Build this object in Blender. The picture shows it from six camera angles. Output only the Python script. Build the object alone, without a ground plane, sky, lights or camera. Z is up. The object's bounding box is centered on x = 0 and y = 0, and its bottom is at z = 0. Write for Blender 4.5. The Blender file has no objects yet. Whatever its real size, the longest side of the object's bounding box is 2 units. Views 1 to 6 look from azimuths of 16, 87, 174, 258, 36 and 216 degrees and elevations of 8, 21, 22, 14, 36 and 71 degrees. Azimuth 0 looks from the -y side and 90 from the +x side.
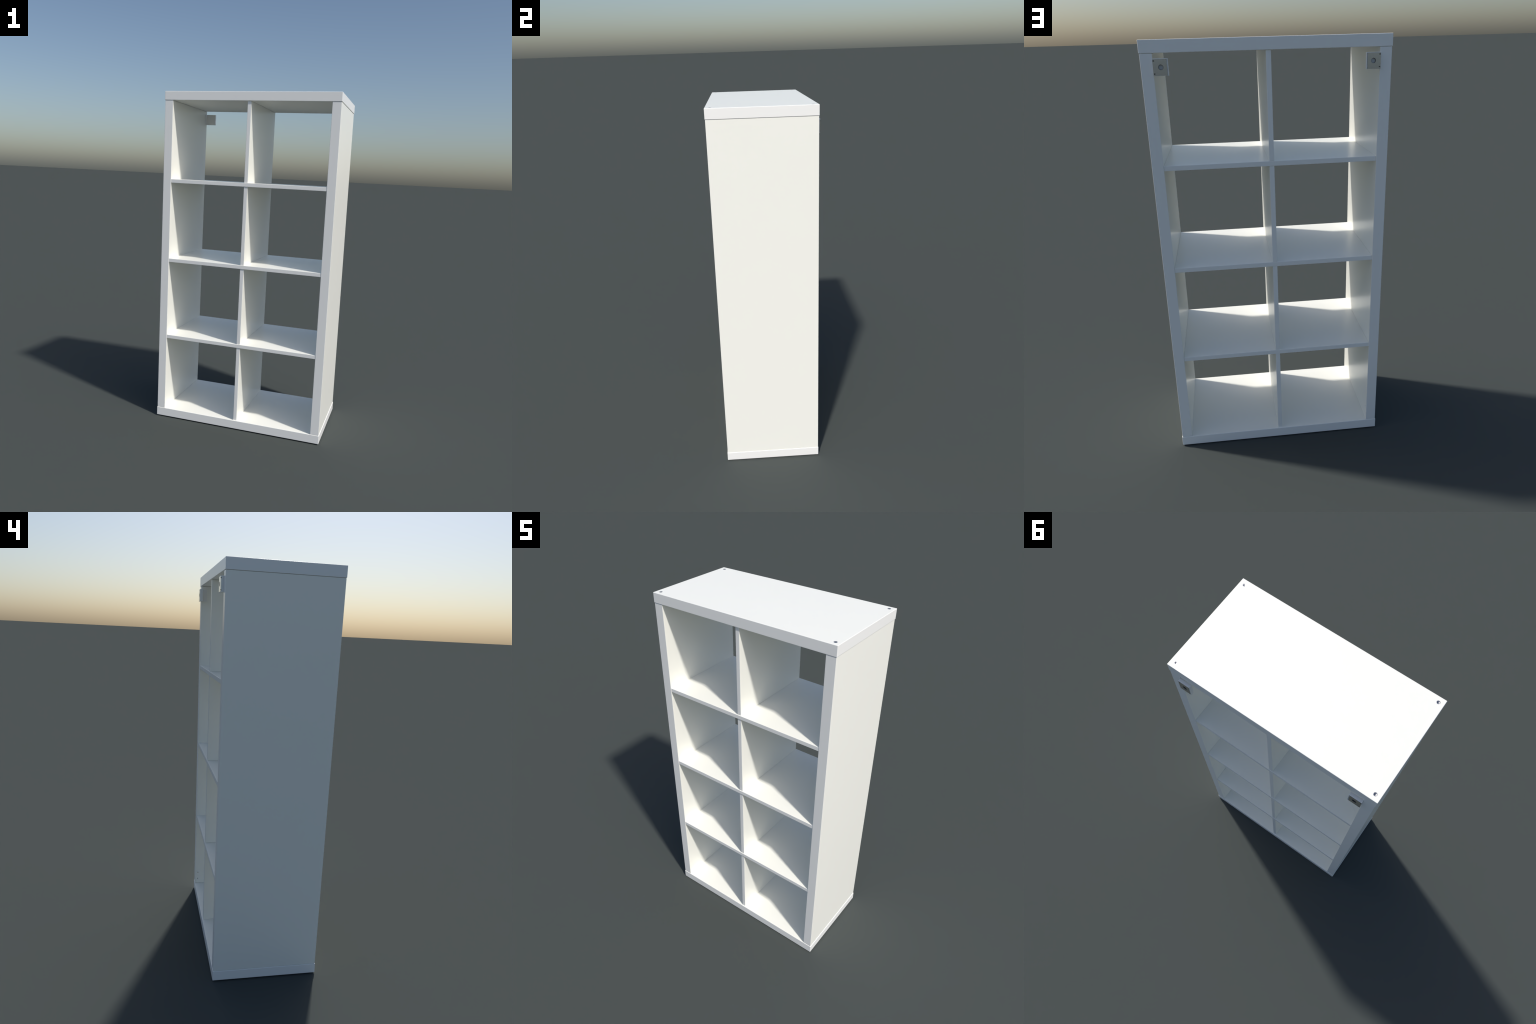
import bpy, bmesh, math
from mathutils import Vector, Matrix

# ------------------------------------------------------------------ sizes
HALF_W   = 0.5205           # top / base board half width
Y_FRONT  = -0.272           # front plane of top and base board
Y_BACK   = 0.2605           # back plane of the boards (brackets reach 0.272)
Z_TOP    = 2.000
BOARD_T  = 0.0509           # thickness of the heavy outer boards
FOOT_H   = 0.0034           # base board rests on low glides
PANEL_OUT, PANEL_IN = 0.5182, 0.4682
PANEL_INSET, SHELF_INSET, DIVIDER_INSET = 0.0018, 0.0032, 0.0063
SHELF_BACK_INSET = 0.0046
THIN     = 0.0215           # thickness of shelves and dividers
ROWS     = 4

Z_UNDER  = Z_TOP - BOARD_T
Z_FLOOR  = FOOT_H + BOARD_T
CELL_H   = (Z_UNDER - Z_FLOOR - (ROWS - 1) * THIN) / ROWS

# ------------------------------------------------------------------ materials
def node_material(name, base, rough, metallic=0.0, grain=0.0, grain_scale=900.0,
                  tone=0.0, specular=0.5, stretch=(1, 1, 1)):
    m = bpy.data.materials.new(name)
    m.use_nodes = True
    nt = m.node_tree
    nt.nodes.clear()
    N = lambda t: nt.nodes.new(t)
    out, bsdf = N("ShaderNodeOutputMaterial"), N("ShaderNodeBsdfPrincipled")
    nt.links.new(bsdf.outputs[0], out.inputs[0])
    bsdf.inputs["Metallic"].default_value = metallic
    bsdf.inputs["Roughness"].default_value = rough
    bsdf.inputs["Specular IOR Level"].default_value = specular
    coord, mapping = N("ShaderNodeTexCoord"), N("ShaderNodeMapping")
    mapping.inputs["Scale"].default_value = stretch
    nt.links.new(coord.outputs["Object"], mapping.inputs["Vector"])
    cloud = N("ShaderNodeTexNoise")
    cloud.inputs["Scale"].default_value = 6.0
    cloud.inputs["Detail"].default_value = 3.0
    nt.links.new(mapping.outputs[0], cloud.inputs["Vector"])
    ramp = N("ShaderNodeValToRGB")
    lo = [c * (1.0 - tone) for c in base]
    hi = [min(1.0, c * (1.0 + tone)) for c in base]
    ramp.color_ramp.elements[0].position, ramp.color_ramp.elements[1].position = 0.3, 0.7
    ramp.color_ramp.elements[0].color = (*lo, 1)
    ramp.color_ramp.elements[1].color = (*hi, 1)
    nt.links.new(cloud.outputs["Fac"], ramp.inputs["Fac"])
    nt.links.new(ramp.outputs["Color"], bsdf.inputs["Base Color"])
    if grain > 0:
        fine, bump = N("ShaderNodeTexNoise"), N("ShaderNodeBump")
        fine.inputs["Scale"].default_value = grain_scale
        nt.links.new(mapping.outputs[0], fine.inputs["Vector"])
        bump.inputs["Strength"].default_value = grain
        bump.inputs["Distance"].default_value = 0.0004
        nt.links.new(fine.outputs["Fac"], bump.inputs["Height"])
        nt.links.new(bump.outputs["Normal"], bsdf.inputs["Normal"])
    return m

EDGE_BAND    = node_material("white_edge_band", (0.988, 0.983, 0.958), 0.28, tone=0.003, grain=0.01)
FACE_FOIL    = node_material("white_face_foil", (0.999, 0.991, 0.918), 0.28, tone=0.003, grain=0.01)
STEEL        = node_material("zinc_steel", (0.63, 0.63, 0.62), 0.26, metallic=1.0, tone=0.02, grain=0.02)
CUP_STEEL    = node_material("dull_steel", (0.55, 0.56, 0.57), 0.50, metallic=0.2, tone=0.03)
CUP_WALL     = node_material("steel_darkened_for_hole_shade", (0.10, 0.10, 0.10), 0.45, metallic=0.5, tone=0.03)  # wall colour lowered so the cup reads as an unlit hole from above
BOLT_STEEL   = node_material("bolt_steel", (0.44, 0.45, 0.48), 0.32, metallic=1.0, tone=0.03)
BRACKET_WHITE = node_material("white_bracket_paint", (0.93, 0.93, 0.91), 0.30, tone=0.003)
DARK_SOCKET  = node_material("dark_socket", (0.03, 0.03, 0.03), 0.6, tone=0.05)
GLIDE        = node_material("grey_plastic", (0.20, 0.20, 0.20), 0.6, tone=0.03)

# ------------------------------------------------------------------ mesh helpers
def add_object(name, mesh, parent, mats):
    ob = bpy.data.objects.new(name, mesh)
    bpy.context.scene.collection.objects.link(ob)
    for m in mats:
        mesh.materials.append(m)
    ob.parent = parent
    return ob

def box_bmesh(x0, x1, y0, y1, z0, z1, bevel=0.0, segments=2):
    bm = bmesh.new()
    bmesh.ops.create_cube(bm, size=1.0)
    for v in bm.verts:
        v.co = Vector(((x0 + x1) / 2 + v.co.x * (x1 - x0),
                       (y0 + y1) / 2 + v.co.y * (y1 - y0),
                       (z0 + z1) / 2 + v.co.z * (z1 - z0)))
    if bevel:
        bmesh.ops.bevel(bm, geom=list(bm.edges), offset=bevel, segments=segments,
                        profile=0.5, affect='EDGES', clamp_overlap=True)
    return bm

def to_mesh(bm, name):
    me = bpy.data.meshes.new(name)
    bm.normal_update()
    bm.to_mesh(me)
    bm.free()
    return me

def lathe(profile, axis_matrix, steps=32, sides_hex=()):
    """surface of revolution about local z; rings named in sides_hex become hexagonal"""
    bm = bmesh.new()
    rings = []
    for k, (r, z) in enumerate(profile):
        ring = []
        for i in range(steps):
            a = 2 * math.pi * i / steps
            rr = r
            if k in sides_hex:
                h = (a + math.pi / 6) % (math.pi / 3) - math.pi / 6
                rr = r / math.cos(h)
            ring.append(bm.verts.new(axis_matrix @ Vector((rr * math.cos(a), rr * math.sin(a), z))))
        rings.append(ring)
    for a, b in zip(rings, rings[1:]):
        for i in range(steps):
            j = (i + 1) % steps
            bm.faces.new((a[i], a[j], b[j], b[i]))
    bm.faces.new(rings[0][::-1])
    bm.faces.new(rings[-1])
    bmesh.ops.recalc_face_normals(bm, faces=bm.faces)
    return bm

def boolean(mesh, cutter, operation):
    """apply one exact boolean; both operands are temporary objects"""
    a = bpy.data.objects.new("work", mesh)
    b = bpy.data.objects.new("tool", cutter)
    for o in (a, b):
        bpy.context.scene.collection.objects.link(o)
    mod = a.modifiers.new("cut", 'BOOLEAN')
    mod.operation, mod.solver, mod.object = operation, 'EXACT', b
    bpy.context.view_layer.update()
    dg = bpy.context.evaluated_depsgraph_get()
    result = bpy.data.meshes.new_from_object(a.evaluated_get(dg))
    bpy.data.objects.remove(a)
    bpy.data.objects.remove(b)
    return result

def soften(mesh):
    """smooth shading whose normals follow the large faces, so rounded arrises catch light"""
    mesh.shade_smooth()
    mesh.set_sharp_from_angle(angle=math.radians(50))
    ob = bpy.data.objects.new("work", mesh)
    bpy.context.scene.collection.objects.link(ob)
    mod = ob.modifiers.new("normals", 'WEIGHTED_NORMAL')
    mod.mode, mod.weight, mod.keep_sharp = 'FACE_AREA', 100, True
    bpy.context.view_layer.update()
    result = bpy.data.meshes.new_from_object(ob.evaluated_get(bpy.context.evaluated_depsgraph_get()))
    result.name = mesh.name
    bpy.data.objects.remove(ob)
    return result

def drill(mesh, centre, direction, radius, depth, steps=24):
    rot = direction.normalized().to_track_quat('Z', 'Y').to_matrix().to_4x4()
    m = Matrix.Translation(centre) @ rot
    tool = to_mesh(lathe([(radius, -depth), (radius, 0.01)], m, steps), "drill")
    return boolean(mesh, tool, 'DIFFERENCE')

def band_edges(me, face_axis):
    """slot 0 = foil on the two large faces, slot 1 = edge banding all round"""
    for p in me.polygons:
        p.material_index = 0 if abs(p.normal[face_axis]) > 0.8 else 1

# ------------------------------------------------------------------ the unit
unit = bpy.data.objects.new("shelving_unit", None)
bpy.context.scene.collection.objects.link(unit)
unit["label"] = "tall white open cube bookcase with eight compartments"
unit["category"] = "bookcase"

# --- heavy top and base board with countersunk bolts
BOLT_X, BOLT_R = 0.4936, 0.0083
BOLT_Y = (Y_FRONT + 0.0268, Y_BACK - 0.0268)
bolt_spots = [(sx * BOLT_X, y) for sx in (-1, 1) for y in BOLT_Y]

def outer_board(name, z0, z1, bolt_side):
    me = to_mesh(box_bmesh(-HALF_W, HALF_W, Y_FRONT, Y_BACK, z0, z1, 0.0020, 3), name)
    z = z1 if bolt_side > 0 else z0
    for x, y in bolt_spots:
        me = drill(me, Vector((x, y, z)), Vector((0, 0, bolt_side)), BOLT_R, 0.016, 40)
    me.name = name
    me = soften(me)
    me.name = name
    ob = add_object(name, me, unit, [FACE_FOIL, EDGE_BAND])
    band_edges(me, 2)
    return ob

top_board  = outer_board("top_board", Z_UNDER, Z_TOP, 1)
base_board = outer_board("base_board", FOOT_H, Z_FLOOR, -1)

# one bolt: dished steel head with a hexagonal key socket, shared by all
r = BOLT_R - 0.0002
bolt_mesh = to_mesh(lathe([(r, -0.0150), (r, -0.0006), (r - 0.0004, -0.0004),
                           (0.0027, -0.0036), (0.0020, -0.0037), (0.0020, -0.0062)],
                          Matrix.Identity(4), 48, sides_hex=(4, 5)), "bolt")
bolt_mesh.materials.append(BOLT_STEEL)
bolt_mesh.materials.append(DARK_SOCKET)
for p in bolt_mesh.polygons:
    rad = math.hypot(p.center.x, p.center.y)
    if rad < 0.0022 and p.center.z > -0.0149:
        p.material_index = 1
    p.use_smooth = rad > 0.003
def add_bolts(parent, z, flip):
    for x, y in bolt_spots:
        ob = bpy.data.objects.new("bolt", bolt_mesh)
        bpy.context.scene.collection.objects.link(ob)
        ob.location = (x, y, z)
        if flip:
            ob.rotation_euler = (math.pi, 0, 0)
        ob.parent = parent
add_bolts(top_board, Z_TOP, False)
add_bolts(base_board, FOOT_H, True)

# glides under the base
foot_mesh = to_mesh(lathe([(0.014, 0.0), (0.016, 0.001), (0.016, FOOT_H - 0.0002)],
                          Matrix.Identity(4), 24), "foot")
foot_mesh.materials.append(GLIDE)
for sx in (-1, 0, 1):
    for y in (Y_FRONT + 0.06, Y_BACK - 0.06):
        ob = bpy.data.objects.new("foot", foot_mesh)
        bpy.context.scene.collection.objects.link(ob)
        ob.location = (sx * 0.44, y, 0)
        ob.parent = base_board

# --- side panels: warm painted faces, neutral edge banding front and back
BRACKET_Z0, BRACKET_Z1 = 1.8620, 1.9282
HOLE_Y, HOLE_Z = 0.2413, (0.0875, 0.131)

for s in (-1, 1):
    x0, x1 = sorted((s * PANEL_IN, s * PANEL_OUT))
    me = to_mesh(box_bmesh(x0, x1, Y_FRONT + PANEL_INSET, Y_BACK - PANEL_INSET,
                           Z_FLOOR + 0.0007, Z_UNDER - 0.0007, 0.0015, 3), "side_panel")
    for z in HOLE_Z:                     # spare screw holes for the brackets
        me = drill(me, Vector((s * PANEL_IN, HOLE_Y, z)), Vector((-s, 0, 0)), 0.0032, 0.020, 16)
    me = soften(me)
    me.name = "side_panel"
    ob = add_object("side_panel", me, unit, [FACE_FOIL, EDGE_BAND])
    band_edges(me, 0)

# --- shelves run the full inner width, dividers stand between them
levels = [Z_FLOOR + CELL_H + k * (CELL_H + THIN) for k in range(ROWS - 1)]
for z in levels:
    me = to_mesh(box_bmesh(-PANEL_IN + 0.0001, PANEL_IN - 0.0001, Y_FRONT + SHELF_INSET, Y_BACK - SHELF_BACK_INSET,
                           z, z + THIN, 0.0012, 3), "shelf")
    me = soften(me)
    add_object("shelf", me, unit, [FACE_FOIL, EDGE_BAND])
    band_edges(me, 2)

divider_mesh = None
for k in range(ROWS):
    z = Z_FLOOR + k * (CELL_H + THIN)
    if divider_mesh is None:
        divider_mesh = to_mesh(box_bmesh(-THIN / 2, THIN / 2, Y_FRONT + DIVIDER_INSET, Y_BACK - DIVIDER_INSET,
                                         0.0003, CELL_H - 0.0003, 0.0012, 3), "divider")
        divider_mesh = soften(divider_mesh)
        divider_mesh.materials.append(FACE_FOIL)
        divider_mesh.materials.append(EDGE_BAND)
        band_edges(divider_mesh, 0)
    ob = bpy.data.objects.new("divider", divider_mesh)
    bpy.context.scene.collection.objects.link(ob)
    ob.location = (0, 0, z)
    ob.parent = unit

# --- wall brackets: white painted body with a flange, bare steel plate let into the back
BX0, BX1 = 0.4068, PANEL_IN - 0.0003     # inner edge, face against the panel
BY0, BY1 = 0.2555, 0.2720                # depth of the body
PLATE_X0, PLATE_X1 = BX0 + 0.0052, BX1 - 0.0002
PLATE_Z0, PLATE_Z1 = BRACKET_Z0 + 0.0012, BRACKET_Z1 - 0.0026
CUP_R    = 0.0104
SLOT_Z   = (BRACKET_Z0 + 0.0080, BRACKET_Z1 - 0.0084)
cup_at   = Vector(((BX0 + BX1) / 2 - 0.001, BY1, (BRACKET_Z0 + BRACKET_Z1) / 2))

def mirrored(me, s):
    """mirror a right hand part across x = 0 for the left hand side"""
    if s < 0:
        bm = bmesh.new()
        bm.from_mesh(me)
        for v in bm.verts:
            v.co.x = -v.co.x
        bmesh.ops.reverse_faces(bm, faces=bm.faces)
        bm.to_mesh(me)
        bm.free()
    return me

def body_mesh():
    me = to_mesh(box_bmesh(BX0, BX1, BY0, BY1 - 0.0003, BRACKET_Z0, BRACKET_Z1, 0.0009, 3), "bracket")
    # pocket for the plate, open towards the side panel, with a narrow shadow gap
    pocket = to_mesh(box_bmesh(PLATE_X0 - 0.0029, BX1 + 0.01, BY1 - 0.0042, BY1 + 0.01,
                               PLATE_Z0 - 0.0003, PLATE_Z1 + 0.0004), "pocket")
    me = boolean(me, pocket, 'DIFFERENCE')
    flange = to_mesh(box_bmesh(BX1 - 0.0016, BX1 - 0.0001, 0.2255, BY0 + 0.003,
                               BRACKET_Z0 + 0.0004, BRACKET_Z1 - 0.0004), "flange")
    me = boolean(me, flange, 'UNION')
    return drill(me, cup_at, Vector((0, 1, 0)), CUP_R, 0.0120, 40)

def plate_mesh():
    bm = box_bmesh(PLATE_X0, PLATE_X1, BY1 - 0.0041, BY1, PLATE_Z0, PLATE_Z1)
    inner = [e for e in bm.edges if all(abs(v.co.x - PLATE_X0) < 1e-5 and abs(v.co.y - BY1) < 1e-5
                                        for v in e.verts)]
    bmesh.ops.bevel(bm, geom=inner, offset=0.0014, segments=4, profile=0.5, affect='EDGES')
    me = to_mesh(bm, "steel_plate")
    for z in SLOT_Z:                     # bend relief slots at the outer fold
        slot = to_mesh(box_bmesh(BX1 - 0.0074, BX1 + 0.002, BY1 - 0.0034, BY1 + 0.002,
                                 z - 0.0019, z + 0.0019), "cut")
        me = boolean(me, slot, 'DIFFERENCE')
    me = drill(me, cup_at, Vector((0, 1, 0)), CUP_R, 0.0120, 40)
    return me

for s in (-1, 1):
    bracket = add_object("bracket", mirrored(body_mesh(), s), unit, [BRACKET_WHITE])
    bracket.data.name = "bracket"
    plate = add_object("steel_plate", mirrored(plate_mesh(), s), bracket, [STEEL])
    plate.data.name = "steel_plate"
    centre = Vector((s * cup_at.x, cup_at.y, cup_at.z))
    rot = Vector((0, 1, 0)).to_track_quat('Z', 'Y').to_matrix().to_4x4()
    dish = [(CUP_R - 0.0001, -0.0115), (CUP_R - 0.0001, -0.0008), (CUP_R - 0.0006, -0.0008),
            (CUP_R - 0.0010, -0.0062), (0.0015, -0.0064)]
    me = to_mesh(lathe(dish, Matrix.Translation(centre) @ rot, 40), "screw_cup")
    cup = add_object("screw_cup", me, bracket, [CUP_WALL, CUP_STEEL])
    for p in me.polygons:
        p.material_index = 1 if abs(p.normal.y) > 0.9 and p.center.y < BY1 - 0.005 else 0
    for z in SLOT_Z:                      # near-black solid box set into each relief slot
        x0, x1 = sorted((s * (BX1 - 0.0072), s * (BX1 - 0.0010)))
        me = to_mesh(box_bmesh(x0, x1, BY1 - 0.0036, BY1 - 0.0012, z - 0.0018, z + 0.0018), "slot")
        add_object("slot", me, bracket, [DARK_SOCKET])

bpy.context.view_layer.update()
